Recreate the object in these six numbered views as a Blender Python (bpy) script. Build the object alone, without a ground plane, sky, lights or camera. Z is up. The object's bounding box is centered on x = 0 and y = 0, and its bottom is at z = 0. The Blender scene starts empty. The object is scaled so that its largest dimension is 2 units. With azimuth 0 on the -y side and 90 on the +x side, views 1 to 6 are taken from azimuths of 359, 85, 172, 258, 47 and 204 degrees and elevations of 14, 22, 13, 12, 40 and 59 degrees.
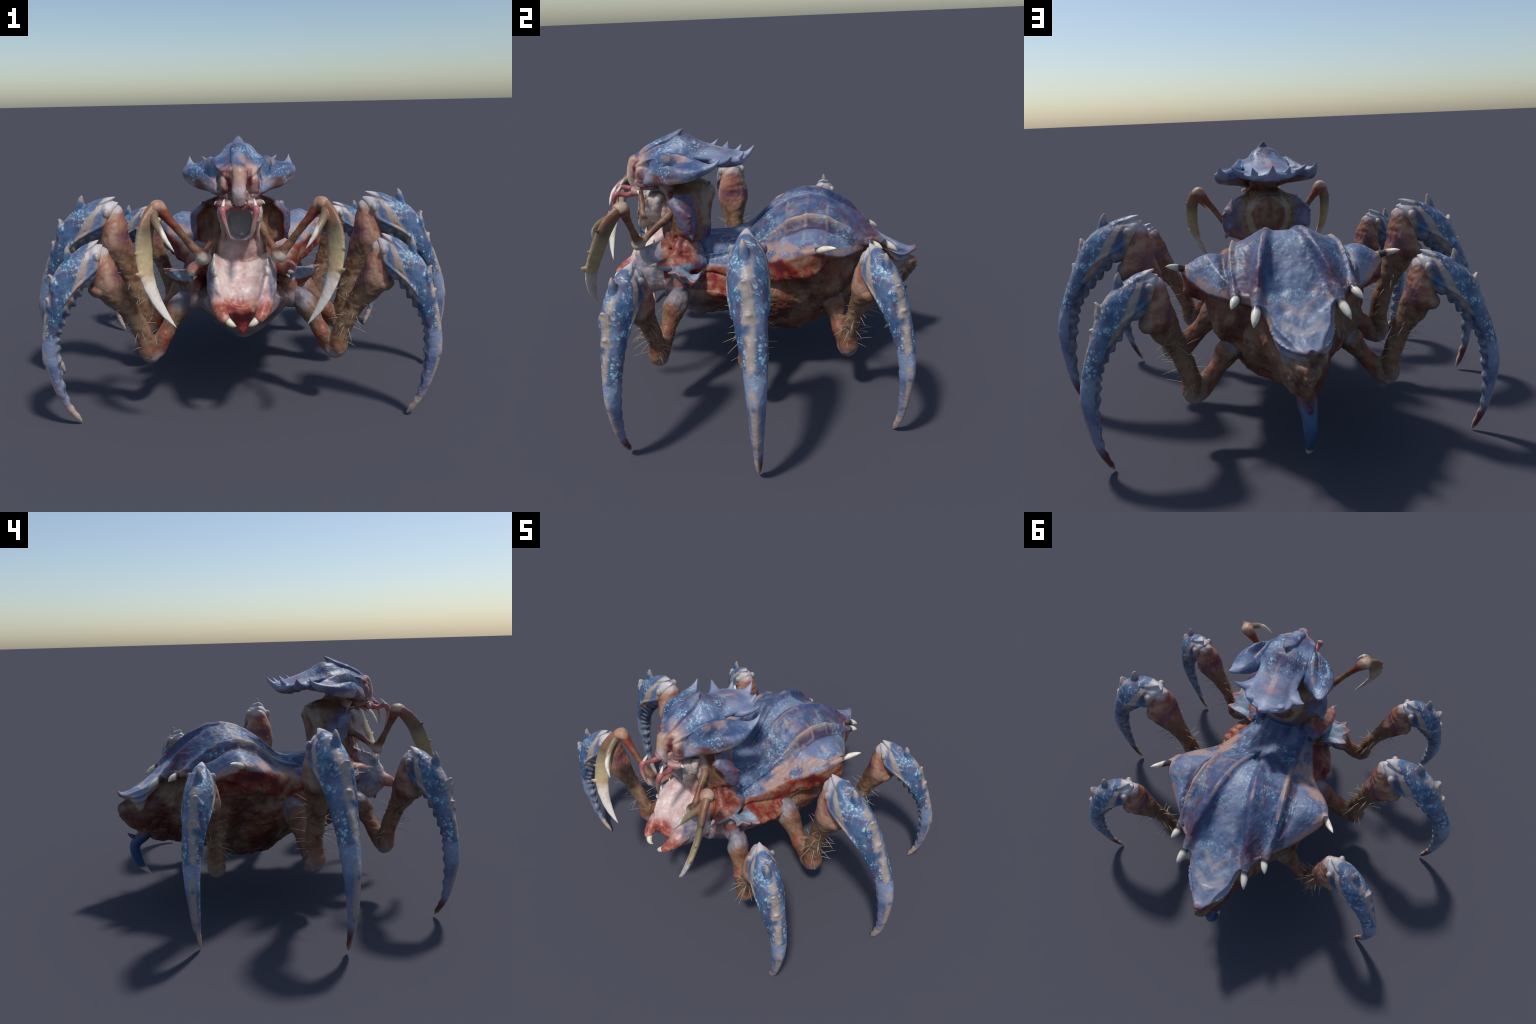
import bpy, math
import numpy as np
from mathutils import Matrix, Vector

# ------------------------------------------------------------------ helpers
rng = np.random.default_rng(7)

def pchip(xs, ys, x):
    """monotone cubic interpolation of control values"""
    xs = np.asarray(xs, float); ys = np.asarray(ys, float); x = np.clip(x, xs[0], xs[-1])
    h = np.diff(xs); d = np.diff(ys) / h
    m = np.zeros_like(ys)
    if len(xs) == 2:
        m[:] = d[0]
    else:
        w1 = 2 * h[1:] + h[:-1]; w2 = h[1:] + 2 * h[:-1]
        with np.errstate(divide='ignore', invalid='ignore'):
            mm = (w1 + w2) / (w1 / d[:-1] + w2 / d[1:])
        m[1:-1] = np.where(d[:-1] * d[1:] > 0, mm, 0)
        m[0] = d[0]; m[-1] = d[-1]
    i = np.clip(np.searchsorted(xs, x) - 1, 0, len(xs) - 2)
    t = (x - xs[i]) / h[i]
    return ((1 + 2 * t) * (1 - t) ** 2 * ys[i] + t * (1 - t) ** 2 * h[i] * m[i]
            + t * t * (3 - 2 * t) * ys[i + 1] + t * t * (t - 1) * h[i] * m[i + 1])

def catmull(P, n, closed=False):
    """centripetal-ish Catmull-Rom through points, n samples per span"""
    P = np.asarray(P, float)
    if closed:
        Q = np.vstack([P[-1], P, P[0], P[1]]); spans = len(P)
    else:
        Q = np.vstack([2 * P[0] - P[1], P, 2 * P[-1] - P[-2]]); spans = len(P) - 1
    out = []
    t = np.linspace(0, 1, n, endpoint=False)[:, None]
    for i in range(spans):
        a, b, c, d = Q[i], Q[i + 1], Q[i + 2], Q[i + 3]
        out.append(0.5 * (2 * b + (c - a) * t + (2 * a - 5 * b + 4 * c - d) * t ** 2 + (3 * b - a - 3 * c + d) * t ** 3))
    out = np.vstack(out)
    return out if closed else np.vstack([out, P[-1:]])

# --- gradient noise, vectorised
_perm = np.random.default_rng(11).permutation(256); _perm = np.r_[_perm, _perm, _perm]
_g = np.random.default_rng(12).normal(size=(256, 3)); _g /= np.linalg.norm(_g, axis=1)[:, None]
def noise(P):
    P = np.asarray(P, float); i = np.floor(P).astype(int); f = P - i; i &= 255
    u = f * f * f * (f * (f * 6 - 15) + 10); r = 0
    for a in (0, 1):
        for b in (0, 1):
            for c in (0, 1):
                h = _perm[_perm[_perm[(i[:, 0] + a) & 255] + ((i[:, 1] + b) & 255)] + ((i[:, 2] + c) & 255)]
                gg = (_g[h] * (f - [a, b, c])).sum(1)
                r = r + gg * (u[:, 0] if a else 1 - u[:, 0]) * (u[:, 1] if b else 1 - u[:, 1]) * (u[:, 2] if c else 1 - u[:, 2])
    return r
def fbm(P, s, o=3):
    P = np.asarray(P) * s; r = 0; a = 1.0
    for k in range(o):
        r = r + a * noise(P + 17.3 * k); P = P * 2.03; a *= .5
    return r

def sstep(a, b, x):
    t = np.clip((x - a) / (b - a), 0, 1); return t * t * (3 - 2 * t)

# --- raw mesh pieces: (verts, faces)
def loft(rings, cap=True):
    rings = [np.asarray(r, float) for r in rings]; n = len(rings[0])
    V = np.vstack(rings); F = []
    for k in range(len(rings) - 1):
        a = k * n; b = a + n
        for j in range(n):
            j2 = (j + 1) % n; F.append((a + j, a + j2, b + j2, b + j))
    if cap:
        V = np.vstack([V, rings[0].mean(0), rings[-1].mean(0)]); c0 = len(V) - 2; c1 = c0 + 1; e = (len(rings) - 1) * n
        for j in range(n):
            j2 = (j + 1) % n; F.append((c0, j2, j)); F.append((c1, e + j, e + j2))
    return V, F

def tube(path, rad, up=(0, 0, 1), n=24, sub=6, shape=None):
    """swept tube; rad items: r or (r_side, r_up); shape(angle)->factor"""
    P = np.asarray(path, float); R = np.array([(r, r) if np.isscalar(r) else r for r in rad], float)
    C = catmull(np.hstack([P, R]), sub); C[:, 3:] = np.maximum(C[:, 3:], .0004)
    c = C[:, :3]; T = np.gradient(c, axis=0); T /= np.linalg.norm(T, axis=1)[:, None] + 1e-12
    up = np.asarray(up, float); S = np.cross(T, up); S /= np.linalg.norm(S, axis=1)[:, None] + 1e-12
    U = np.cross(S, T); a = np.linspace(0, 2 * np.pi, n, endpoint=False)
    k = np.ones(n) if shape is None else np.array([shape(x) for x in a])
    rings = [c[i] + (np.cos(a) * k)[:, None] * S[i] * C[i, 3] + (np.sin(a) * k)[:, None] * U[i] * C[i, 4] for i in range(len(c))]
    return loft(rings)

def ball(c, r, n=28, m=16, rot=None):
    th = np.linspace(0, np.pi, m); a = np.linspace(0, 2 * np.pi, n, endpoint=False); rings = []
    for t in th[1:-1]:
        q = np.c_[np.cos(a) * math.sin(t), np.sin(a) * math.sin(t), np.full(n, math.cos(t))] * np.asarray(r, float)
        if rot is not None: q = q @ np.asarray(rot).T
        rings.append(q + np.asarray(c, float))
    return loft(rings)

def mir(piece):
    V, F = piece; V = V * [-1, 1, 1]; return V, [f[::-1] for f in F]
def both(piece): return [piece, mir(piece)]
def join(pieces):
    V = []; F = []; o = 0
    for v, f in pieces:
        V.append(v); F += [tuple(i + o for i in q) for q in f]; o += len(v)
    return np.vstack(V), F

def to_mesh(name, piece, smooth=True):
    me = bpy.data.meshes.new(name); me.from_pydata(piece[0].tolist(), [], piece[1])
    me.validate(); me.update()
    if smooth: me.polygons.foreach_set('use_smooth', [True] * len(me.polygons))
    return me

def fix_normals(me):
    import bmesh
    bm = bmesh.new(); bm.from_mesh(me); bmesh.ops.recalc_face_normals(bm, faces=bm.faces); bm.to_mesh(me); bm.free()

def remesh(pieces, voxel):
    """weld closed pieces into one skin, return verts, faces(list)"""
    me = to_mesh('tmp_skin', join(pieces)); fix_normals(me)
    ob = bpy.data.objects.new('tmp_skin', me); bpy.context.scene.collection.objects.link(ob)
    md = ob.modifiers.new('weld', 'REMESH'); md.mode = 'VOXEL'; md.voxel_size = voxel; md.adaptivity = 0
    dg = bpy.context.evaluated_depsgraph_get(); m2 = bpy.data.meshes.new_from_object(ob.evaluated_get(dg))
    V = np.empty(len(m2.vertices) * 3); m2.vertices.foreach_get('co', V)
    F = [tuple(p.vertices) for p in m2.polygons]
    bpy.data.objects.remove(ob); bpy.data.meshes.remove(me); bpy.data.meshes.remove(m2)
    return V.reshape(-1, 3), F

def edges_of(F):
    E = set()
    for f in F:
        for a, b in zip(f, f[1:] + f[:1]): E.add((a, b) if a < b else (b, a))
    return np.array(list(E))
def smooth(V, F, it, w=None, lam=.5, mu=-.52):
    """Taubin smoothing, optional per-vertex weight"""
    E = edges_of(F); n = len(V); deg = np.bincount(E.ravel(), minlength=n)[:, None].astype(float)
    w = np.ones((n, 1)) if w is None else w[:, None]
    for k in range(it):
        for l in (lam, mu):
            S = np.zeros_like(V)
            for c in range(3):
                S[:, c] = np.bincount(E[:, 0], V[E[:, 1], c], n) + np.bincount(E[:, 1], V[E[:, 0], c], n)
            V = V + l * w * (S / deg - V)
    return V
def vnormals(V, F):
    N = np.zeros_like(V)
    for k in (3, 4):
        Q = np.array([f for f in F if len(f) == k])
        if len(Q) == 0: continue
        n = np.cross(V[Q[:, 2]] - V[Q[:, 0]], V[Q[:, -1]] - V[Q[:, 1]])
        for j in range(k):
            for c in range(3): N[:, c] += np.bincount(Q[:, j], n[:, c], len(V))
    return N / (np.linalg.norm(N, axis=1)[:, None] + 1e-12)

COLL = bpy.context.scene.collection
def add(name, me, parent=None, mat=None, matrix=None):
    ob = bpy.data.objects.new(name, me); COLL.objects.link(ob)
    if mat is not None and me is not None and len(me.materials) == 0: me.materials.append(mat)
    if parent is not None: ob.parent = parent
    if matrix is not None: ob.matrix_local = matrix
    return ob

def split(V, F, labels, names, parent, mats):
    """cut one smooth skin into named parts whose borders coincide, keep shared normals"""
    N = vnormals(V, F); cen = np.array([V[list(f)].mean(0) for f in F]); lab = labels(cen); obs = {}
    for k, nm in enumerate(names):
        idx = np.flatnonzero(lab == k)
        if len(idx) == 0: continue
        fs = [F[i] for i in idx]; used = np.unique(np.concatenate([np.array(f) for f in fs]))
        mp = -np.ones(len(V), int); mp[used] = np.arange(len(used))
        me = to_mesh(nm, (V[used], [tuple(int(mp[i]) for i in f) for f in fs]))
        me.normals_split_custom_set_from_vertices(N[used].tolist())
        obs[nm] = add(nm, me, parent, mats[k])
    return obs

# ------------------------------------------------------------------ materials
class G:
    """tiny expression layer over a shader node tree; every method returns a socket"""
    def __init__(s, name, rough=.5, spec=.4):
        s.m = bpy.data.materials.new(name); s.m.use_nodes = True; s.t = s.m.node_tree; s.n = s.t.nodes
        s.b = s.n['Principled BSDF']; s.b.inputs['Roughness'].default_value = rough; s.b.inputs['Specular IOR Level'].default_value = spec
        s.tc = s.n.new('ShaderNodeTexCoord').outputs['Object']
        sp = s.n.new('ShaderNodeSeparateXYZ'); s.t.links.new(s.tc, sp.inputs[0]); s.x, s.y, s.z = sp.outputs
        s.ax = s.op('ABSOLUTE', s.x)
    def put(s, sock, v):
        if hasattr(v, 'is_linked'): s.t.links.new(v, sock)
        elif isinstance(v, (tuple, list)): sock.default_value = (*v, 1) if len(v) == 3 and len(sock.default_value) == 4 else v
        else: sock.default_value = v
    def op(s, o, a, b=0.0, c=0.0, clamp=False):
        n = s.n.new('ShaderNodeMath'); n.operation = o; n.use_clamp = clamp
        for i, v in enumerate((a, b, c)): s.put(n.inputs[i], v)
        return n.outputs[0]
    def add(s, a, b): return s.op('ADD', a, b)
    def sub(s, a, b): return s.op('SUBTRACT', a, b)
    def mul(s, *a):
        r = a[0]
        for q in a[1:]: r = s.op('MULTIPLY', r, q)
        return r
    def inv(s, a): return s.op('SUBTRACT', 1.0, a)
    def mx(s, a, b): return s.op('MAXIMUM', a, b)
    def st(s, x, a, b, lo=0.0, hi=1.0):
        """smooth step of x from a to b (a may exceed b)"""
        n = s.n.new('ShaderNodeMapRange'); n.interpolation_type = 'SMOOTHSTEP'
        if a > b: a, b, lo, hi = b, a, hi, lo
        s.put(n.inputs[0], x)
        for i, v in zip((1, 2, 3, 4), (a, b, lo, hi)): n.inputs[i].default_value = v
        return n.outputs[0]
    def mix(s, f, a, b, mode='MIX'):
        n = s.n.new('ShaderNodeMix'); n.data_type = 'RGBA'; n.blend_type = mode
        s.put(n.inputs[0], f); s.put(n.inputs[6], a); s.put(n.inputs[7], b); return n.outputs[2]
    def vec(s, scale=(1, 1, 1), loc=(0, 0, 0), sym=False):
        v = s.tc
        if sym:
            c = s.n.new('ShaderNodeCombineXYZ'); s.t.links.new(s.ax, c.inputs[0]); s.t.links.new(s.y, c.inputs[1]); s.t.links.new(s.z, c.inputs[2]); v = c.outputs[0]
        n = s.n.new('ShaderNodeMapping'); s.t.links.new(v, n.inputs[0]); n.inputs[1].default_value = loc; n.inputs[3].default_value = scale; return n.outputs[0]
    def noise(s, scale, detail=3, rough=.55, dist=0.0, vec=None, seed=0):
        n = s.n.new('ShaderNodeTexNoise'); s.put(n.inputs['Vector'], vec if vec is not None else s.vec(loc=(seed * 3.7, seed * 1.9, seed * 5.1)))
        n.inputs['Scale'].default_value = scale; n.inputs['Detail'].default_value = detail; n.inputs['Roughness'].default_value = rough; n.inputs['Distortion'].default_value = dist
        return n.outputs[0]
    def voro(s, scale, vec=None, rand=1.0):
        n = s.n.new('ShaderNodeTexVoronoi'); s.put(n.inputs['Vector'], vec if vec is not None else s.tc)
        n.inputs['Scale'].default_value = scale; n.inputs['Randomness'].default_value = rand; return n.outputs['Distance'], n.outputs['Color']
    def ramp(s, f, stops):
        n = s.n.new('ShaderNodeValToRGB'); e = n.color_ramp.elements; s.put(n.inputs[0], f)
        while len(e) < len(stops): e.new(.5)
        for q, (p, c) in zip(e, stops): q.position = p; q.color = (*c, 1)
        return n.outputs[0]
    def curve(s, x, pts):
        """piecewise-linear function of a coordinate through control points"""
        a, b = pts[0][0], pts[-1][0]; n = s.n.new('ShaderNodeFloatCurve'); n.mapping.use_clip = False
        mr = s.n.new('ShaderNodeMapRange'); s.put(mr.inputs[0], x); mr.inputs[1].default_value = a; mr.inputs[2].default_value = b
        s.t.links.new(mr.outputs[0], n.inputs[1]); c = n.mapping.curves[0]
        P = [((p - a) / (b - a), v) for p, v in pts]
        while len(c.points) < len(P): c.points.new(.5, .5)
        for q, (u, v) in zip(c.points, P): q.location = (u, v); q.handle_type = 'VECTOR'
        n.mapping.update(); return n.outputs[0]
    def near(s, a, b, w0, w1):
        """1 where |a-b| < w0, 0 beyond w1"""
        return s.st(s.op('ABSOLUTE', s.sub(a, b)), w1, w0)
    def done(s, col, bump=.35, bscale=90, dist=.004, rough=None, tooth=None):
        s.put(s.b.inputs['Base Color'], col)
        h = s.add(s.mul(s.noise(bscale, 4, .6, seed=9), .7), s.mul(s.noise(bscale * .3, 3, .6, seed=4), .8))
        if tooth is not None: h = s.add(h, tooth)
        n = s.n.new('ShaderNodeBump'); n.inputs['Strength'].default_value = bump; n.inputs['Distance'].default_value = dist
        s.put(n.inputs['Height'], h); s.t.links.new(n.outputs[0], s.b.inputs['Normal'])
        if rough is not None: s.put(s.b.inputs['Roughness'], rough)
        return s.m
# palette (linear base colours)
DEEP=(.024,.044,.112); BLUE=(.058,.098,.198); LAV=(.175,.21,.325); PALE=(.33,.365,.445); PURP=(.100,.066,.118); CYAN=(.36,.56,.66)
TAN=(.38,.255,.19); CREAM=(.50,.40,.31); BROWN=(.142,.066,.036); DBROWN=(.062,.025,.017); OCHRE=(.265,.16,.09); RED=(.26,.026,.018); MAROON=(.095,.014,.016); RUST=(.24,.065,.03)
PINK=(.56,.37,.35); BONE=(.78,.72,.60); GREYF=(.34,.29,.27)

def shell(g, light=.5, speck=1.0, sy=(1, 1, 1)):
    """mottled blue armour: deep blue to lavender clouds, purple bruises, cyan flecks"""
    f = g.noise(7, 4, .55, .3, vec=g.vec(sy, sym=True))
    c = g.ramp(f, [(.30, DEEP), (.45, BLUE), (.60 - .1 * (light - .5), LAV), (.80, PALE)])
    p = g.st(g.noise(11, 3, .5, .4, seed=2), .47, .66); c = g.mix(g.mul(p, .75), c, PURP)
    t = g.st(g.noise(9, 3, .5, .2, seed=5), .58, .68); c = g.mix(g.mul(t, .22), c, TAN)
    return c
def flecks(g, c, mask, scale=75, amt=.9):
    """clustered pale cyan flecks of two sizes, slightly elongated"""
    wv = g.n.new('ShaderNodeVectorMath'); wv.operation = 'ADD'; g.t.links.new(g.vec((1, .55, .75)), wv.inputs[0])
    nn = g.n.new('ShaderNodeTexNoise'); nn.inputs['Scale'].default_value = scale * .8; g.t.links.new(g.tc, nn.inputs['Vector'])
    sc = g.n.new('ShaderNodeVectorMath'); sc.operation = 'SCALE'; g.t.links.new(nn.outputs['Color'], sc.inputs[0]); sc.inputs['Scale'].default_value = .008
    g.t.links.new(sc.outputs[0], wv.inputs[1])
    d, col = g.voro(scale, vec=wv.outputs[0]); d2, _ = g.voro(scale * 2.0, vec=wv.outputs[0])
    pick = g.st(g.noise(scale * .28, 2, .5, seed=7), .44, .58)
    c = g.mix(g.mul(pick, mask, .25), c, (.12, .22, .33))
    m = g.mul(g.st(d, .50, .30), pick, mask, amt); c = g.mix(m, c, CYAN)
    m2 = g.mul(g.st(d2, .46, .28), g.st(g.noise(scale * .35, 2, .5, seed=3), .48, .58), mask, amt * .8)
    return g.mix(m2, c, (.27, .42, .54))
def flesh(g, scale=14, red=.5):
    """mottled brown skin with tan and rust stains"""
    c = g.ramp(g.noise(scale, 5, .65, .4, seed=1), [(.28, DBROWN), (.42, BROWN), (.56, (.22, .135, .085)), (.72, OCHRE)])
    c = g.mix(g.mul(g.st(g.noise(scale * .55, 3, .55, .3, seed=6), .50, .66), red), c, RUST)
    return c

# --- trunk: armour above the rim, red band under it, brown belly
g = G('trunk_skin', .48)
zE = g.curve(g.y, [(-.6,.575),(-.3,.575),(-.197,.583),(-.081,.604),(.022,.648),(.126,.684),(.205,.70),(.272,.665),(.348,.638),(.465,.643),(.533,.622),(.606,.553),(.657,.506),(.738,.498),(.8,.51)])
x1 = g.curve(g.y, [(-.3,.06),(-.074,.042),(0,.036),(.06,.042),(.164,.062),(.273,.085),(.383,.111),(.50,.139),(.56,.15)])
x2 = g.curve(g.y, [(-.3,.14),(-.08,.155),(.04,.173),(.141,.197),(.25,.218),(.342,.227),(.427,.225),(.50,.215)])
wob = g.mul(g.sub(g.noise(16, 3, .6, seed=3), .5), .05)
hgt = g.sub(g.add(g.z, wob), zE); hgt = g.add(hgt, g.mul(g.st(g.ax, .115, .07), g.st(g.y, .38, .46), g.st(g.y, .72, .66), .05))   # keep the tail plate armour
c = shell(g, .75)
hump = g.mul(g.st(g.y, -.02, .12), g.st(g.y, .60, .48))
# pale channel down the middle, dark flanks of the ribs, tan crests and cross bars
mid = g.mul(g.st(g.ax, .075, .035), g.st(g.y, .02, .16)); c = g.mix(g.mul(mid, .75), c, g.ramp(g.noise(9, 4, .6, seed=8), [(.32, (.13, .18, .29)), (.48, LAV), (.62, PALE), (.80, (.40, .38, .40))]))
off2 = g.sub(g.ax, x2); val2 = g.mul(g.st(off2, .03, .07), g.st(off2, .19, .15), hump); c = g.mix(g.mul(val2, .55), c, LAV)
n1 = g.st(g.noise(8, 2, .5, seed=11), .40, .58)
dk1 = g.mul(g.near(g.sub(g.ax, x1), .004, .018, .046), g.st(g.y, .03, .12), g.st(g.y, .58, .50)); c = g.mix(g.mul(dk1, .94), c, g.ramp(g.noise(20, 3, .6, seed=2), [(.36, (.030, .050, .125)), (.55, (.060, .075, .165)), (.72, (.13, .10, .17))]))
tan2 = g.mul(g.near(g.ax, x2, .006, .020), g.st(g.y, -.10, .05), g.st(g.y, .50, .36), n1); c = g.mix(g.mul(tan2, .85), c, TAN)
dk2 = g.mul(g.near(g.sub(g.ax, x2), .030, .010, .026), hump); c = g.mix(g.mul(dk2, .85), c, (.060, .038, .075))
v1m = g.mul(g.near(g.sub(g.ax, x1), .052, .006, .020), hump, g.st(g.noise(10, 3, seed=51), .38, .58)); c = g.mix(g.mul(v1m, .7), c, (.085, .05, .085))
tan1 = g.mul(g.near(g.sub(g.ax, x1), -.004, .004, .012), g.st(g.y, .02, .10), g.st(g.y, .40, .28), n1); c = g.mix(g.mul(tan1, .6), c, (.34, .24, .21))
bars = g.mul(g.st(g.op('ABSOLUTE', g.sub(g.op('FRACT', g.mul(g.add(g.y, g.mul(g.ax, .25)), 10.5)), .5)), .11, .05), g.st(g.ax, .03, .06), g.st(g.y, -.15, .0), g.st(g.y, .45, .32), n1)
c = g.mix(g.mul(bars, g.st(g.noise(14, 3, seed=27), .45, .62), .45), c, (.38, .27, .23))
# front of the back: darker blue; plum at the ends of the ribs
c = g.mix(g.mul(g.st(g.y, .06, -.06), .45), c, (.05, .075, .17))
tip = g.mul(g.st(g.add(g.y, g.mul(g.sub(g.noise(20, 3, seed=29), .5), .12)), .40, .50), g.st(g.y, .60, .54), g.st(g.ax, .105, .135)); c = g.mix(g.mul(tip, .75), c, (.12, .035, .05))
c = flecks(g, c, g.mul(g.st(g.noise(6, 2, .5, seed=13), .46, .60), g.inv(g.mul(dk1, .75))), 105, .5)
# tail plate: pale chevron
chev = g.mul(g.near(g.add(g.y, g.mul(g.ax, .8)), .585, .007, .022), g.st(g.ax, .075, .05)); plt = g.st(g.y, .50, .57); c = g.mix(g.mul(plt, .65), c, g.ramp(g.noise(10, 4, .6, seed=37), [(.32, (.09, .12, .21)), (.48, (.19, .225, .33)), (.62, (.31, .33, .40)), (.78, (.36, .29, .30))])); c = g.mix(g.mul(chev, .6), c, (.42, .35, .34))
chev2 = g.mul(g.near(g.add(g.y, g.mul(g.ax, .6)), .665, .010, .030), g.st(g.ax, .085, .06)); c = g.mix(g.mul(chev2, .6), c, (.44, .40, .40))
lip = g.mul(g.st(g.y, .735, .765), g.st(g.z, .49, .51)); c = g.mix(g.mul(lip, .8), c, (.14, .06, .10))
# tan rim
rimm = g.mul(g.near(hgt, .004, .012, .03), g.st(g.y, -.30, -.1)); c = g.mix(g.mul(rimm, g.st(g.noise(12, 3, .5, seed=15), .35, .55), .85), c, (.38, .24, .19))
# belly
fl = flesh(g, 11, .7); fl = g.mix(g.mul(g.st(g.noise(5, 2, .5, seed=21), .48, .64), .5), fl, (.22, .15, .10)); fl = g.mix(g.mul(g.st(g.noise(6, 3, .55, .3, seed=35), .50, .62), .8), fl, (.085, .014, .012))
red = g.ramp(g.noise(10, 4, .6, .3, seed=17), [(.36, MAROON), (.44, (.20, .022, .016)), (.51, (.22, .07, .038)), (.63, (.32, .185, .115))])
bandm = g.mul(g.st(hgt, -.155, -.10), g.st(g.y, .34, .22)); chest = g.mul(g.st(g.y, -.02, -.16), g.st(g.z, .33, .43))
low = g.mix(g.mx(bandm, chest), fl, red)
# cool skin of the lower chest, beside the jaw and at leg sockets
cool = g.ramp(g.noise(9, 4, .6, .3, seed=19), [(.33, (.07, .075, .11)), (.46, (.15, .145, .18)), (.58, (.26, .20, .20)), (.75, (.27, .15, .11))])
cm = g.mul(g.st(g.y, -.24, -.36), g.st(g.z, .56, .47)); low = g.mix(g.mul(cm, .85), low, cool)
jowl = g.mul(g.st(g.y, -.24, -.32), g.st(g.z, .565, .585)); low = g.mix(g.mul(jowl, .8), low, g.ramp(g.noise(13, 4, .6, seed=23), [(.35, (.10, .02, .02)), (.48, (.25, .06, .04)), (.60, (.34, .19, .14)), (.75, (.20, .13, .14))]))
pt = g.mul(g.st(g.ax, .205, .23), g.st(g.y, -.285, -.30), g.st(g.z, .548, .560), g.st(g.z, .625, .60)); low = g.mix(pt, low, g.ramp(g.noise(14, 3, .6, seed=24), [(.3, (.13, .20, .30)), (.55, (.28, .36, .44)), (.75, (.42, .40, .44))]))
ptip = g.mul(g.st(g.ax, .305, .335), g.st(g.y, -.285, -.30)); low = g.mix(g.mul(ptip, .8), low, (.36, .14, .11))
ctr = g.mul(g.st(g.y, -.39, -.42), g.st(g.z, .55, .58), g.st(g.ax, .115, .095)); low = g.mix(ctr, low, g.ramp(g.noise(12, 4, .6, seed=8), [(.3, (.25, .12, .11)), (.5, (.45, .30, .27)), (.7, (.52, .40, .36))]))
fr = g.st(g.y, -.27, -.33)
M_body = g.done(g.mix(g.mul(g.st(hgt, -.012, .004), g.inv(fr)), low, c), .4, 70)

# --- neck and collar
g = G('neck_skin', .5)
c = flesh(g, 15, .35); c = g.mix(.35, c, OCHRE)
rx = g.mul(g.x, 1.0); rz = g.mul(g.sub(g.z, .828), .95); rad = g.op('SQRT', g.add(g.mul(rx, rx), g.mul(rz, rz)))
rad = g.add(rad, g.mul(g.sub(g.noise(20, 3, .6), .5), .035))
back = g.st(g.y, -.31, -.29)
ring = g.mul(g.near(rad, .062, .006, .026), back, g.st(g.z, .90, .86), g.st(g.noise(22, 4, .65, seed=31), .38, .60)); c = g.mix(g.mul(ring, .85), c, (.17, .04, .022))
dot = g.mul(g.near(g.ax, .0, .006, .022), g.near(g.z, .865, .03, .06), back, g.st(g.noise(26, 4, .65, seed=33), .40, .58)); c = g.mix(g.mul(dot, .75), c, (.16, .03, .018))
halo = g.mul(g.near(rad, .095, .010, .02), back); c = g.mix(g.mul(halo, .6), c, (.34, .26, .19))
sh = g.ramp(g.noise(9, 4, .55, .3, seed=4), [(.32, (.05, .05, .11)), (.45, (.12, .06, .09)), (.56, (.11, .115, .19)), (.72, (.27, .27, .35))])
side = g.mul(g.st(g.add(g.ax, g.mul(g.sub(g.noise(13, 3), .5), .07)), .115, .155), g.st(g.z, .955, .925)); c = g.mix(side, c, sh)
dkn = g.mul(g.near(g.z, .935, .01, .035), g.st(g.noise(12, 3, seed=6), .4, .6)); c = g.mix(g.mul(dkn, .7), c, MAROON)
# hollow front faces of the collar
fyl = g.curve(g.z, [(.70,-.335),(.722,-.338),(.79,-.384),(.835,-.392),(.875,-.414),(.90,-.40),(.93,-.41)]); fxl = g.curve(g.z, [(.70,.15),(.722,.184),(.76,.196),(.80,.192),(.84,.189),(.875,.17),(.90,.155),(.93,.09)])
frm = g.mul(g.st(g.sub(g.y, fyl), .060, .052), g.st(g.sub(g.ax, fxl), .001, -.006), g.st(g.y, -.295, -.315))
inner = g.mix(g.mul(g.st(g.ax, .155, .20), .8), flesh(g, 13, .3), (.20, .03, .02)); inner = g.mix(g.mul(g.st(g.z, .86, .90), .7), inner, MAROON)
c = g.mix(g.mul(frm, g.st(g.ax, .085, .10)), c, inner)
thr = g.mul(g.st(g.ax, .105, .08), g.st(g.y, -.38, -.42)); c = g.mix(thr, c, g.ramp(g.noise(12, 4, .6, seed=8), [(.3, (.25, .12, .11)), (.5, (.45, .30, .27)), (.7, (.52, .40, .36))]))
low = g.mul(g.st(g.z, .745, .70), g.st(g.y, -.28, -.33), g.st(g.ax, .095, .115)); c = g.mix(g.mul(low, .75), c, g.ramp(g.noise(12, 4, .6, seed=9), [(.36, (.10, .016, .016)), (.5, (.22, .038, .028)), (.64, (.34, .18, .11))]))
bl = g.mul(g.st(g.z, .76, .70), g.st(g.y, -.30, -.26)); c = g.mix(g.mul(bl, .8), c, (.05, .06, .14))
M_neck = g.done(c, .4, 80)

# --- great lower jaw
g = G('jaw_skin', .42)
c = g.ramp(g.noise(11, 4, .6, .3, seed=3), [(.30, (.42, .24, .24)), (.46, (.55, .39, .37)), (.60, (.64, .53, .49)), (.78, (.60, .45, .38))])
out = g.st(g.add(g.ax, g.mul(g.sub(g.noise(14, 3), .5), .03)), .104, .118)
c = g.mix(out, c, g.ramp(g.noise(12, 4, .6, .2, seed=5), [(.3, (.12, .12, .18)), (.46, (.24, .23, .29)), (.6, (.42, .35, .35)), (.78, (.40, .26, .2))]))
fr = g.st(g.add(g.z, g.mul(g.sub(g.noise(16, 3, seed=2), .5), .05)), .565, .525)
c = g.mix(g.mul(fr, g.st(g.y, -.58, -.63)), c, g.ramp(g.noise(14, 4, .6, .3, seed=6), [(.32, (.17, .022, .02)), (.46, (.34, .09, .065)), (.58, (.46, .25, .18)), (.76, (.46, .32, .24))]))
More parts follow.
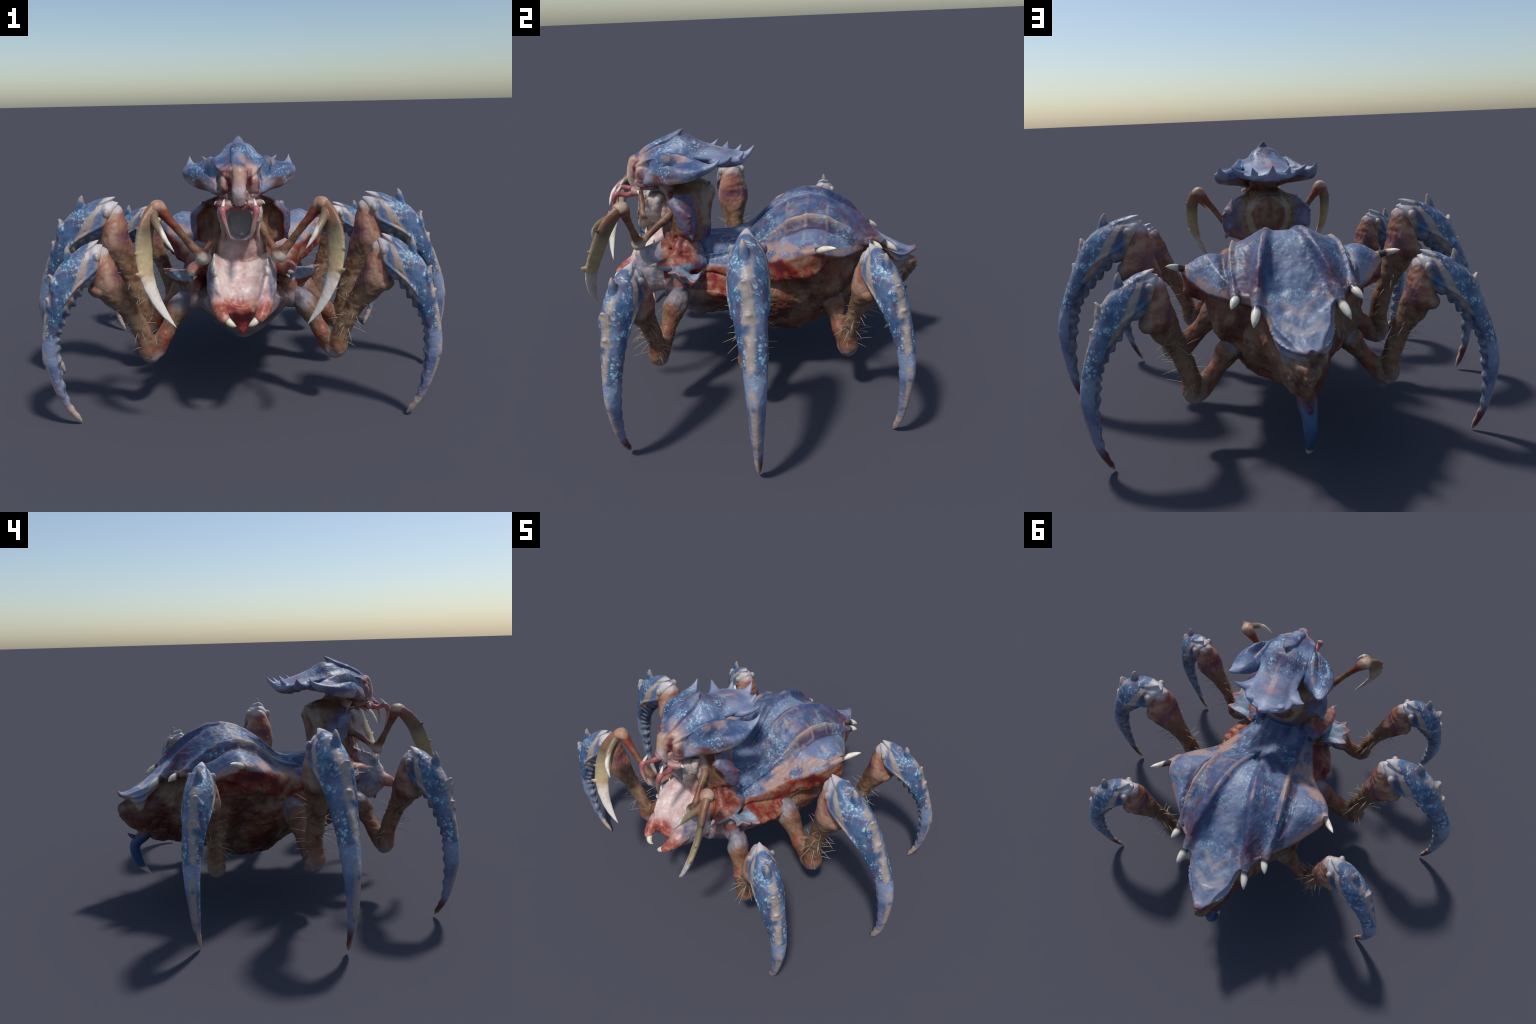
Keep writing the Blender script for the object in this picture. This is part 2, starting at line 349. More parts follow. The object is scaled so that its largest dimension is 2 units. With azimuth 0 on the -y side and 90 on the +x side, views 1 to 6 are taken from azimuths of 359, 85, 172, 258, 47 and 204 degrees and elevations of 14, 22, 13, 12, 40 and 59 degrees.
und = g.st(g.z, .48, .44); c = g.mix(g.mul(und, g.st(g.y, -.66, -.60), .8), c, g.ramp(g.noise(12, 4, seed=7), [(.35, (.15, .10, .09)), (.6, (.34, .24, .22))]))
rt = g.mul(g.st(g.ax, .05, .03), g.st(g.z, .53, .48)); c = g.mix(g.mul(rt, .9), c, (.27, .03, .03))
M_jaw = g.done(c, .4, 80)

# --- face, crest, inner mouth
def face_colour(g):
    c = g.ramp(g.noise(16, 4, .6, .3, seed=3), [(.32, (.13, .035, .038)), (.44, (.30, .15, .125)), (.56, (.45, .30, .24)), (.74, (.42, .29, .28))])
    nose = g.mul(g.st(g.ax, .032, .016), g.st(g.y, -.555, -.57)); c = g.mix(nose, c, g.ramp(g.st(g.z, .90, 1.08), [(.0, (.36, .26, .25)), (.22, (.56, .47, .46)), (.42, (.66, .56, .55)), (.58, (.52, .34, .33)), (.8, (.46, .28, .20)), (1, (.42, .26, .19))]))
    hol = g.mul(g.near(g.ax, .042, .006, .018), g.near(g.z, 1.02, .025, .045)); c = g.mix(g.mul(hol, .9), c, (.12, .018, .022))
    hol2 = g.mul(g.near(g.z, .950, .008, .02), g.st(g.ax, .022, .035)); c = g.mix(g.mul(hol2, .8), c, (.10, .045, .06))
    gap = g.mul(g.near(g.ax, .084, .004, .012), g.st(g.z, .96, .98)); c = g.mix(g.mul(gap, .7), c, (.09, .03, .05))
    lipm = g.st(g.z, .935, .918); c = g.mix(g.mul(lipm, .8), c, g.ramp(g.noise(25, 3), [(.35, (.27, .12, .12)), (.6, (.45, .30, .27))]))
    bk = g.st(g.y, -.50, -.46); return g.mix(bk, c, g.ramp(g.noise(14, 4), [(.35, (.07, .02, .02)), (.6, (.16, .09, .055)), (.75, (.24, .16, .10))]))
def crest_colour(g):
    c = shell(g, .6)
    rear = g.st(g.y, -.25, -.12); c = g.mix(g.mul(rear, .6), c, g.ramp(g.noise(8, 3, .5, seed=3), [(.35, (.15, .175, .29)), (.55, LAV), (.75, PALE)]))
    pan = g.mul(g.near(g.ax, 0, .006, .020), g.st(g.y, -.30, -.24), g.st(g.y, -.10, -.17), g.st(g.noise(20, 3, seed=41), .35, .55)); c = g.mix(g.mul(pan, .65), c, (.42, .33, .31))
    rdg = g.mul(g.near(g.sub(g.ax, g.mul(g.add(g.y, .40), .25)), .128, .006, .018), g.st(g.y, -.44, -.40), g.st(g.y, -.24, -.30), g.st(g.z, 1.05, 1.06), g.st(g.noise(15, 3, seed=43), .38, .55)); c = g.mix(g.mul(rdg, .7), c, (.38, .23, .19))
    brow = g.mul(g.st(g.y, -.46, -.53), g.st(g.noise(14, 3, seed=8), .44, .56)); c = g.mix(g.mul(brow, .65), c, (.40, .26, .20))
    rimf = g.mul(g.st(g.add(g.ax, g.mul(g.sub(g.noise(16, 3), .5), .06)), .11, .15), g.st(g.add(g.z, g.mul(g.sub(g.noise(18, 3, seed=6), .5), .05)), 1.018, .985), g.st(g.y, -.24, -.34)); c = g.mix(g.mul(rimf, .8), c, (.44, .32, .27))
    horn = g.mx(g.mul(g.st(g.y, -.28, -.21), g.st(g.ax, .17, .20)), g.st(g.y, -.13, -.07)); c = g.mix(g.mul(horn, .8), c, (.30, .335, .45))
    c = flecks(g, c, g.mul(g.st(g.y, -.12, -.26), g.st(g.noise(7, 2, .5, seed=13), .42, .56)), 100, .75)
    tipm = g.mx(g.mx(g.st(g.y, -.035, -.015), g.mul(g.st(g.z, 1.068, 1.078), g.st(g.y, -.17, -.14))), g.mx(g.mul(g.st(g.ax, .165, .176), g.st(g.y, -.15, -.135)), g.mul(g.st(g.z, 1.07, 1.088), g.st(g.ax, .20, .21))))
    c = g.mix(g.mul(tipm, g.st(g.z, 1.05, 1.065), .75), c, (.36, .18, .21))
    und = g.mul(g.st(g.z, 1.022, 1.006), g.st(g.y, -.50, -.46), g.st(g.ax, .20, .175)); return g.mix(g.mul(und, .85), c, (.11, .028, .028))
g = G('head_skin', .45)
wb = g.mul(g.sub(g.noise(20, 3, .6, seed=45), .5), .035)
fm = g.mul(g.st(g.add(g.y, wb), -.505, -.525), g.st(g.add(g.ax, wb), .098, .084), g.st(g.add(g.z, wb), 1.082, 1.062))
fm = g.mx(fm, g.mul(g.st(g.z, .972, .955), g.st(g.ax, .11, .095)))
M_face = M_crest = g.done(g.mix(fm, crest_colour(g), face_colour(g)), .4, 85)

g = G('mouth_lining', .45)
c = g.ramp(g.noise(16, 4, .6, .3, seed=2), [(.30, (.24, .17, .16)), (.46, (.38, .31, .29)), (.62, (.50, .42, .39)), (.8, (.52, .38, .35))])
c = g.mix(g.mul(g.st(g.ax, .055, .04), g.st(g.y, -.505, -.48), .8), c, (.34, .32, .31))
M_mouth = g.done(c, .35, 90)

# --- bone
def bone_mat(name, tip, base, axis, a, b, rough=.35):
    g = G(name, rough); f = g.st(g.noise(30, 3), .35, .65)
    t = g.st(getattr(g, axis), a, b); c = g.mix(t, base, tip); c = g.mix(g.mul(f, .25), c, (.52, .43, .30)); return g.done(c, .25, 60, .003)
M_tooth = bone_mat('tooth_ivory', (.72, .68, .58), (.62, .56, .42), 'z', 0, 1)
g = G('spine_ivory', .35); d = g.mx(g.st(g.ax, .425, .437), g.mul(g.st(g.ax, .30, .28), g.mx(g.mul(g.st(g.ax, .19, .205), g.st(g.y, .486, .498)), g.mul(g.st(g.ax, .195, .18), g.st(g.y, .566, .582)))))
M_spine = g.done(g.mix(d, (.06, .045, .05), g.mix(g.st(g.noise(40, 3), .4, .7), BONE, (.60, .50, .38))), .25, 60, .003)
g = G('mandible_flesh', .4); M_mandible = g.done(g.mix(g.st(g.z, .90, .84), g.ramp(g.noise(25, 3), [(.3, (.22, .04, .05)), (.6, (.38, .13, .13))]), (.42, .27, .20)), .3, 90)
g = G('stinger_horn', .4); M_sting = g.done(g.mix(g.st(g.add(g.z, g.mul(g.sub(g.noise(25, 3), .5), .02)), .135, .115), g.mix(g.st(g.z, .27, .32), g.ramp(g.noise(12, 3), [(.3, (.018, .05, .13)), (.7, (.045, .10, .21))]), (.11, .04, .05)), (.55, .52, .46)), .3, 60)

# --- leg claw, in the leg's own frame: x outward, z up
g = G('claw_armour', .42)
f = g.noise(9, 4, .55, .3); c = g.ramp(f, [(.30, (.024, .066, .150)), (.45, (.048, .110, .215)), (.58, (.105, .150, .265)), (.78, (.25, .29, .40))])
c = g.mix(g.mul(g.st(g.noise(12, 3, .5, seed=2), .48, .64), .7), c, PURP)
xo = g.curve(g.z, [(0,.352),(.073,.397),(.133,.417),(.198,.431),(.262,.441),(.322,.444),(.385,.436),(.446,.418),(.51,.396),(.575,.372),(.638,.345),(.688,.305),(.724,.252),(.76,.20)])
xi = g.curve(g.z, [(0,.346),(.087,.370),(.138,.377),(.202,.379),(.262,.376),(.322,.367),(.366,.359),(.397,.355),(.427,.338),(.461,.312),(.494,.281),(.528,.25),(.572,.219),(.594,.186),(.65,.15),(.76,.14)])
u = g.op('DIVIDE', g.sub(g.x, xi), g.sub(xo, xi))                      # 0 inner face, 1 outer keel
c = flecks(g, c, g.mul(g.st(u, .48, .58), g.st(g.z, .30, .40), g.st(g.noise(10, 2, seed=4), .36, .50)), 92, .8)
wst = g.mul(g.near(g.z, g.add(.35, g.mul(g.sub(g.noise(14, 2), .5), .06)), .03, .07), .55); c = g.mix(wst, c, (.30, .36, .50))
lowb = g.st(g.z, .30, .20); c = g.mix(g.mul(lowb, .8), c, g.ramp(g.noise(11, 4, .6, seed=6), [(.32, (.13, .13, .24)), (.48, (.24, .25, .37)), (.6, (.19, .14, .21)), (.78, (.40, .36, .40))]))
kt = g.st(g.noise(13, 2, .5, seed=8), .42, .56); keel = g.mul(g.near(g.sub(g.y, .036), 0, .010, .026), g.st(u, .80, .93), g.mx(kt, .10)); c = g.mix(g.mul(keel, .75), c, (.42, .325, .26))
inn = g.st(u, .44, .34); c = g.mix(g.mul(inn, g.st(g.z, .66, .60)), c, g.ramp(g.noise(30, 3, .6, seed=10), [(.3, (.06, .08, .14)), (.5, (.17, .21, .29)), (.7, (.33, .35, .41))]))
flg = g.mul(g.near(u, g.add(.46, g.mul(g.sub(g.noise(20, 3), .5), .12)), .05, .13), g.st(g.z, .50, .54)); c = g.mix(g.mul(flg, .85), c, (.43, .33, .26))
heel = g.mx(g.st(g.add(g.x, g.mul(g.sub(g.noise(18, 3), .5), .03)), .185, .155), 0.0); c = g.mix(g.mul(heel, .9), c, g.mix(g.st(g.z, .70, .735), (.42, .34, .25), (.55, .50, .50)))
sp = g.mx(g.mul(g.near(g.x, .263, .012, .02), g.st(g.z, .732, .752)), g.mx(g.mul(g.near(g.x, .352, .010, .018), g.near(g.z, .655, .012, .02)), g.mul(g.near(g.x, .386, .008, .016), g.near(g.z, .562, .014, .024)))); c = g.mix(g.mul(sp, .6), c, (.42, .34, .28))
tipc = g.mix(g.st(g.y, .034, .046), (.47, .36, .29), (.12, .03, .035)); c = g.mix(g.st(g.add(g.z, g.mul(g.sub(g.noise(25, 3), .5), .05)), .13, .06), c, tipc)
M_claw = g.done(c, .45, 75)

# --- leg flesh
g = G('leg_skin', .5)
c = flesh(g, 13, .55)
c = g.mix(g.mul(g.st(g.noise(17, 3, seed=12), .5, .62), .6), c, (.27, .16, .095))
cap = g.st(g.add(g.z, g.mul(g.sub(g.noise(12, 3), .5), .10)), .52, .60); c = g.mix(g.mul(cap, .85), c, g.ramp(g.noise(10, 4, .6, .3, seed=4), [(.30, (.12, .025, .03)), (.43, (.27, .09, .06)), (.55, (.40, .22, .15)), (.75, (.46, .37, .31))]))
pu = g.mul(g.near(g.z, .58, .03, .07), g.st(g.x, .14, .10), g.st(g.noise(11, 3, seed=7), .40, .56)); c = g.mix(g.mul(pu, .7), c, (.12, .05, .09))
cr = g.st(g.z, .69, .715); c = g.mix(g.mul(cr, .7), c, (.48, .42, .42))
kn = g.mul(g.st(g.z, .255, .20), g.st(g.ax, .09, .05)); c = g.mix(g.mul(kn, .65), c, g.ramp(g.noise(14, 3, seed=8), [(.35, (.24, .16, .14)), (.65, (.34, .32, .35))]))
hip = g.mul(g.st(g.x, -.10, -.15), g.st(g.z, .36, .41)); c = g.mix(g.mul(hip, .8), c, g.ramp(g.noise(14, 4, seed=9), [(.35, (.10, .11, .16)), (.55, (.22, .22, .27)), (.75, (.36, .27, .23))]))
rd = g.mul(g.near(g.x, -.075, .02, .05), g.st(g.noise(12, 3, seed=10), .42, .6), g.st(g.z, .45, .40)); c = g.mix(g.mul(rd, .7), c, (.23, .055, .03))
M_flesh = g.done(c, .45, 70)
g = G('bristle_horn', .5); M_bristle = g.done((.42, .35, .26), .1)

# --- arms
g = G('arm_skin', .48)
c = flesh(g, 20, .5)
el = g.mul(g.st(g.z, .735, .705), g.st(g.ax, .115, .14)); c = g.mix(g.mul(el, .85), c, (.50, .44, .37))
rd = g.mul(g.near(g.z, .87, .03, .06), g.st(g.ax, .20, .25), g.st(g.noise(18, 3, seed=3), .36, .5)); c = g.mix(g.mul(rd, .8), c, (.22, .035, .02))
tp = g.st(g.z, .905, .925); c = g.mix(g.mul(tp, .8), c, g.ramp(g.noise(18, 3, seed=5), [(.35, (.42, .17, .10)), (.65, (.46, .36, .26))]))
M_arm = g.done(c, .35, 80)
g = G('pincer_horn', .42)
thumb = g.mul(g.st(g.ax, .345, .325), g.st(g.z, .74, .76))
t = g.add(g.z, g.mul(g.sub(g.noise(14, 3), .5), .06))
c = g.ramp(g.st(t, .50, .92), [(.0, (.70, .65, .58)), (.25, (.66, .60, .52)), (.40, (.46, .33, .19)), (.62, (.44, .35, .19)), (.80, (.30, .24, .14)), (.92, (.13, .10, .06)), (1, (.22, .09, .05))])
ct = g.ramp(g.st(g.ax, .25, .34), [(.0, (.74, .70, .62)), (.45, (.68, .62, .52)), (.62, (.26, .20, .12)), (1, (.16, .12, .075))])
c = g.mix(thumb, c, ct); c = g.mix(g.mul(g.st(g.noise(24, 4), .45, .65), .35), c, (.24, .18, .10))
M_pincer = g.done(c, .3, 60)


# ------------------------------------------------------------------ root
root = bpy.data.objects.new('crab_monster', None); COLL.objects.link(root)
root['label'] = 'blue armoured six-legged crab monster with red fleshy belly'
root['category'] = 'fantasy creature'

# ------------------------------------------------------------------ body skin
# control curves along y, one per anatomical line, as (y, x, z)
TOP = [(-.52,.55),(-.46,.59),(-.42,.64),(-.36,.662),(-.30,.672),(-.24,.676),(-.15,.674),(-.07,.676),(-.02,.695),(.035,.737),(.09,.786),(.14,.817),(.20,.832),(.273,.821),(.328,.794),(.383,.757),(.44,.714),(.50,.665),(.55,.624),(.617,.579),(.67,.55),(.712,.531),(.74,.522),(.79,.525)]
RIDGE1 = [(-.52,.05,.54),(-.42,.05,.63),(-.36,.055,.66),(-.24,.06,.672),(-.13,.05,.675),(-.074,.042,.682),(-.02,.036,.722),(.035,.038,.768),(.06,.042,.785),(.115,.052,.82),(.164,.062,.842),(.22,.074,.85),(.273,.085,.842),(.328,.097,.82),(.383,.111,.79),(.44,.126,.752),(.50,.139,.702),(.535,.146,.655),(.57,.115,.622),(.62,.098,.578),(.68,.062,.548),(.74,.028,.527),(.79,.008,.53)]
RIDGE2 = [(-.52,.10,.52),(-.42,.12,.59),(-.36,.135,.612),(-.24,.145,.625),(-.08,.155,.655),(0,.165,.69),(.04,.173,.722),(.08,.183,.752),(.141,.197,.782),(.199,.209,.795),(.25,.218,.79),(.297,.223,.774),(.342,.227,.749),(.384,.228,.72),(.427,.225,.69),(.467,.214,.655),(.50,.172,.655),(.535,.149,.642),(.57,.122,.60),(.62,.112,.556),(.68,.08,.525),(.74,.034,.515),(.79,.008,.525)]
EDGE = [(-.52,.12,.55),(-.40,.15,.56),(-.30,.175,.568),(-.254,.183,.575),(-.197,.206,.58),(-.141,.226,.588),(-.081,.250,.602),(-.026,.280,.620),(.022,.318,.641),(.074,.363,.667),(.126,.393,.684),(.18,.412,.70),(.205,.41,.703),(.239,.393,.692),(.272,.369,.671),(.307,.341,.654),(.348,.307,.643),(.39,.270,.640),(.43,.240,.641),(.465,.212,.646),(.50,.176,.638),(.533,.150,.626),(.557,.131,.610),(.606,.110,.556),(.657,.090,.512),(.711,.052,.503),(.738,.032,.503),(.79,.006,.512)]
FLANK = [(-.52,.13,.50),(-.40,.218,.465),(-.30,.262,.478),(-.24,.288,.48),(-.19,.306,.475),(-.09,.285,.455),(0,.285,.43),(.10,.298,.42),(.20,.298,.42),(.28,.28,.43),(.35,.242,.435),(.42,.195,.44),(.50,.152,.445),(.60,.100,.445),(.68,.068,.45),(.74,.042,.455),(.79,.012,.45)]
LOW = [(-.52,.10,.44),(-.40,.135,.37),(-.33,.115,.33),(-.20,.105,.33),(-.09,.14,.305),(0,.200,.285),(.10,.210,.275),(.20,.180,.275),(.30,.115,.29),(.40,.085,.31),(.50,.07,.33),(.60,.055,.335),(.68,.045,.365),(.74,.026,.40),(.79,.008,.42)]
KEEL = [(-.52,.40),(-.45,.355),(-.376,.29),(-.33,.256),(-.28,.265),(-.20,.262),(-.09,.215),(.025,.165),(.126,.142),(.20,.156),(.33,.205),(.47,.25),(.594,.263),(.638,.288),(.70,.33),(.748,.364),(.775,.394),(.79,.43)]
def cur(C, y, k): return pchip([c[0] for c in C], [c[k] for c in C], y)

def body_section(y):
    T = cur(TOP, y, 1); r1 = (cur(RIDGE1, y, 1), cur(RIDGE1, y, 2)); r2 = (cur(RIDGE2, y, 1), cur(RIDGE2, y, 2))
    e = (cur(EDGE, y, 1), cur(EDGE, y, 2)); fl = (cur(FLANK, y, 1), cur(FLANK, y, 2)); lo = (cur(LOW, y, 1), cur(LOW, y, 2)); K = cur(KEEL, y, 1)
    live = float(sstep(-.06, .10, y) * (1 - sstep(.44, .55, y)))       # ridges stand out over the hump only
    k = 1 + .004 / max(abs(r1[1] - T), .02)
    r1 = (r1[0], r1[1] + (.007 + .008 * float(sstep(.22, .36, y))) * live); T = T + .005 * live * float(1 - sstep(.30, .40, y)); r2 = (r2[0], r2[1] + .012 * live)
    v1 = ((r1[0] + r2[0]) / 2, min(r1[1], r2[1]) * .5 + (r1[1] + r2[1]) * .25 - .001 * live)
    dx = e[0] - r2[0]; g1 = min(.021, .32 * max(v1[0] - r1[0], .004))
    v2 = (r2[0] + .10 * dx + .012 * live, r2[1] + (e[1] - r2[1]) * .42 - .012 * live)
    lv = float(sstep(.06, .20, y))
    m2 = (r2[0] + .55 * dx, r2[1] + (e[1] - r2[1]) * .66 + (-.014 + .036 * lv) * live)
    band = .085 * float(sstep(-.30, -.02, y) * (1 - sstep(.17, .30, y))) + .025
    u = (e[0] - .006, e[1] - band)
    w = (.55 * fl[0] + .45 * e[0] - (.030 - .022 * float(sstep(.15, .25, y))) * float(sstep(-.1, .02, y)) * min(1, e[0] / .25), u[1] - .030)
    if w[1] < fl[1] + .02: w = (w[0], fl[1] + .02)
    half = [(max(r1[0] - .034, r1[0] * .5), T + .002), (r1[0] - g1 * .7, r1[1] - .006 * live), r1, (r1[0] + g1 * .8, r1[1] - .008 * live), v1, (r2[0] - g1, r2[1] - .008 * live), r2, (r2[0] + .007, r2[1] - .012 * live), v2, m2, e, (e[0] + .004, e[1] - band * .55), u, w, fl, lo, (lo[0] * .5, K + (lo[1] - K) * .34)]
    half = np.array(half); top = np.array([[0, T]]); bot = np.array([[0, K]])
    loop = np.vstack([top, half, bot, (half * [-1, 1])[::-1]])
    s = catmull(loop, 8, closed=True)
    return np.c_[s[:, 0], np.full(len(s), y), s[:, 1]]
ys = np.linspace(-.47, .776, 190)
skin = [loft([body_section(y) for y in ys])]
# upturned tail lip over the vent
skin.append(tube([(0,.66,.545),(0,.72,.522),(0,.752,.519),(0,.774,.541)], [(.06,.014),(.05,.013),(.032,.011),(.003,.003)]))

# neck and collar: plan sections by height; back, disc edge, flap edge, inner root, throat
NECK = [(.60, -.268,(.07,-.278),(.10,-.305),(.130,-.36),(.105,-.43),-.46),
        (.66, -.250,(.068,-.260),(.10,-.296),(.125,-.35),(.10,-.43),-.462),
        (.70, -.239,(.066,-.252),(.102,-.291),(.135,-.343),(.10,-.43),-.462),
        (.722,-.237,(.066,-.249),(.108,-.290),(.187,-.330),(.10,-.42),-.46),
        (.76, -.236,(.068,-.247),(.114,-.291),(.211,-.325),(.095,-.415),-.455),
        (.80, -.231,(.074,-.242),(.118,-.289),(.217,-.328),(.088,-.415),-.45),
        (.84, -.222,(.074,-.234),(.116,-.285),(.215,-.336),(.082,-.42),-.45),
        (.875,-.208,(.066,-.223),(.104,-.275),(.191,-.358),(.08,-.425),-.45),
        (.90, -.212,(.056,-.227),(.088,-.276),(.164,-.372),(.08,-.43),-.455),
        (.925,-.233,(.046,-.248),(.071,-.295),(.098,-.382),(.075,-.44),-.47),
        (.942,-.27,(.045,-.285),(.062,-.325),(.076,-.40),(.07,-.46),-.48),
        (.957,-.324,(.035,-.33),(.055,-.36),(.066,-.42),(.06,-.47),-.49),
        (.98, -.344,(.035,-.35),(.058,-.38),(.07,-.43),(.06,-.48),-.50),
        (1.03,-.34,(.05,-.35),(.075,-.39),(.08,-.44),(.06,-.49),-.51)]
def neck_section(z):
    zs = [n[0] for n in NECK]; g = lambda f: float(pchip(zs, [f(n) for n in NECK], z))
    b = g(lambda n: n[1]); c = g(lambda n: n[6])
    pts = [(g(lambda n: n[k][0]), g(lambda n: n[k][1])) for k in (2, 3, 4, 5)]
    fx, fy = pts[2]; ix, iy = pts[3]
    fw = float(sstep(.715, .79, z) * (1 - sstep(.885, .915, z))); edge2 = (fx - .004 - .022 * fw, fy - .014 - .046 * fw)
    edge3 = (fx - .016 - .022 * fw, fy - .008 - .040 * fw)
    inner = (ix + .50 * (fx - ix) - .010, iy + (.40 + .25 * fw) * (fy - iy) - .006)
    half = np.array([pts[0], pts[1], pts[2], edge2, edge3, inner, pts[3], (ix * .6, (iy + c) / 2 - .006)])
    loop = np.vstack([[[0, b]], half, [[0, c]], (half * [-1, 1])[::-1]])
    s = catmull(loop, 8, closed=True)
    return np.c_[s, np.full(len(s), z)]
skin.append(loft([neck_section(z) for z in np.linspace(.60, 1.03, 70)]))
# raised ring round the back panel, sinews down the neck
ra = np.linspace(-2.5, 2.5, 15)
skin.append(tube([(.105 * math.sin(t), -.227 - .056 * math.sin(t) ** 2 - (.012 if math.cos(t) < 0 else 0), .825 + .10 * math.cos(t)) for t in ra], [.004] * 15, up=(0, 1, 0.01), n=10))
skin += both(tube([(.06,-.45,.86),(.075,-.445,.79),(.09,-.44,.72),(.115,-.42,.66)], [.018,.016,.02,.028], up=(0,1,0)))
skin += both(tube([(.10,-.35,.75),(.125,-.38,.69),(.155,-.40,.645),(.185,-.42,.605)], [.018,.022,.028,.03], up=(0,1,0)))
skin += both(tube([(.185,-.36,.59),(.20,-.39,.54),(.215,-.385,.48)], [.032,.038,.045], up=(0,1,0)))
# spikes on the collar rim
for p in ([(.15,-.37,.875),(.158,-.383,.893),(.164,-.39,.910)], [(.192,-.335,.755),(.204,-.327,.732),(.210,-.322,.712)], [(.195,-.335,.835),(.212,-.328,.832),(.221,-.32,.830)]):
    skin += both(tube(p, [(.013,.013),(.009,.009),(.002,.002)], up=(0,1,0), n=12))

# great lower jaw: sections along y: top centre, rim, side, low, keel
JAW = [(-.40,.69,(.09,.70),(.145,.60),(.12,.47),.40),(-.44,.672,(.10,.705),(.15,.60),(.13,.47),.41),(-.48,.644,(.11,.692),(.15,.59),(.13,.47),.415),(-.52,.616,(.114,.680),(.146,.575),(.13,.472),.41),
       (-.56,.586,(.111,.660),(.138,.56),(.123,.475),.40),(-.59,.560,(.104,.632),(.132,.545),(.114,.47),.402),(-.615,.530,(.094,.600),(.124,.53),(.10,.465),.425),(-.635,.508,(.084,.572),(.112,.52),(.086,.468),.455),(-.655,.51,(.07,.54),(.09,.51),(.068,.48),.485)]
def jaw_section(y):
    q = sorted(JAW); yy = [j[0] for j in q]; g = lambda f: float(pchip(yy, [f(j) for j in q], y))
    t = g(lambda j: j[1]); k = g(lambda j: j[5]); p = [(g(lambda j: j[i][0]), g(lambda j: j[i][1])) for i in (2, 3, 4)]
    half = np.array([(p[0][0] * .42, t + .10 * (p[0][1] - t)), (p[0][0] * .74, t + .45 * (p[0][1] - t)), (p[0][0] * .93, t + .88 * (p[0][1] - t)), p[0], (p[0][0] + .012, p[0][1] - .012), p[1], p[2], (p[2][0] * .5, k + .012)])
    loop = np.vstack([[[0, t]], half, [[0, k]], (half * [-1, 1])[::-1]])
    s = catmull(loop, 8, closed=True); return np.c_[s[:, 0], np.full(len(s), y), s[:, 1]]
skin.append(loft([jaw_section(y) for y in np.linspace(-.40, -.655, 40)]))
skin += both(tube([(.085,-.56,.53),(.092,-.62,.52),(.086,-.664,.502),(.071,-.698,.486),(.057,-.707,.476)], [.044,.039,.030,.021,.013]))
skin.append(tube([(0,-.57,.50),(0,-.605,.46),(0,-.618,.42),(0,-.624,.386)], [(.06,.03),(.045,.022),(.024,.015),(.004,.004)], up=(0,1,0)))
# jowls, red lobes beside the jaw
skin += both(tube([(.15,-.28,.59),(.18,-.34,.600),(.198,-.41,.608),(.205,-.46,.610),(.207,-.492,.606)], [(.03,.03),(.04,.036),(.042,.036),(.030,.026),(.012,.012)]))
# shoulder plates with three points
PL = [(.17,-.29),(.25,-.30),(.30,-.308),(.346,-.326),(.318,-.355),(.347,-.386),(.312,-.405),(.312,-.438),(.27,-.42),(.17,-.43)]
def plate():
    o = catmull(np.array(PL), 4, closed=True); zc = lambda x, y: .566 + .038 * sstep(-.33, -.40, y) - .02 * sstep(.25, .18, x)
    c = np.array([.22, -.36]); top = []; bot = []
    for k in (1, .94, .75, .5, .25):
        q = c + (o - c) * k; z = np.array([zc(x, y) for x, y in q])
        top.append(np.c_[q, z + .004 - .006 * (1 - k) + .010 * k ** 6]); bot.append(np.c_[q, z - .003 + .010 * k ** 6 - .10 * (1 - k) ** 1.1])
    return loft(top[::-1] + bot)
skin += both(plate())
skin += both(ball((.130,-.345,.640),(.040,.065,.055)))
# leg sockets and spine sockets
for c, r in (((.215,-.385,.47),(.05,.055,.05)), ((.225,-.09,.45),(.06,.065,.06)), ((.20,.285,.42),(.06,.06,.055))):
    skin += both(ball(c, r))
skin += both(tube([(.33,.07,.635),(.378,.135,.672),(.402,.177,.697),(.418,.199,.708)], [.03,.028,.020,.0145]))
skin += both(tube([(.222,.37,.69),(.222,.43,.668),(.222,.478,.647)], [.010,.021,.017]))
skin += both(tube([(.13,.43,.72),(.146,.505,.668),(.154,.552,.626)], [.010,.024,.018]))

V, F = remesh(skin, .0046)
V = smooth(V, F, 6)
N = vnormals(V, F)
x, y, z = V.T; ax = np.abs(x)
zE = np.interp(y, [c[0] for c in EDGE], [c[2] for c in EDGE])
under = sstep(.0, .05, zE - .05 - z) * sstep(-.35, -.2, y)            # belly: lumpy, wrinkled
S = V * [1, 1, 1]; Sm = np.c_[ax, y, z]
d = under * (.022 * fbm(Sm, 9, 2) + .014 * np.abs(fbm(Sm + 5, 20, 2)) + .004 * fbm(V, 60, 2))
shell = (z > zE - .01) & (y > -.25)
over = sstep(-.005, .02, z - zE) * sstep(-.28, -.2, y)
fold = np.mod((y + .25 * ax + .012 * fbm(V, 12, 2)) * 10.5, 1.0) - .5
d += over * (.004 * fbm(Sm, 12, 2) + .003 * fbm(V * [1, .3, 1], 45, 2) + .0012 * fbm(V, 70, 2)
             + .0022 * np.exp(-(fold / .16) ** 2) * sstep(.03, .07, ax) * sstep(-.05, .05, y) * sstep(.42, .32, y))
front = (y < -.2) & ~shell
d += np.where(front, .006 * fbm(Sm, 15, 3) + .004 * np.abs(fbm(Sm, 32, 2)), 0)
# ragged vent and keel
d += sstep(.70, .78, y) * sstep(.49, .46, z) * .010 * fbm(V, 40, 2)
V = V + N * d[:, None]
w = np.exp(-(((V - (0, .765, .494)) / (.09, .035, .017)) ** 2).sum(1)); V[:, 1] -= .04 * w   # gap between lip and vent
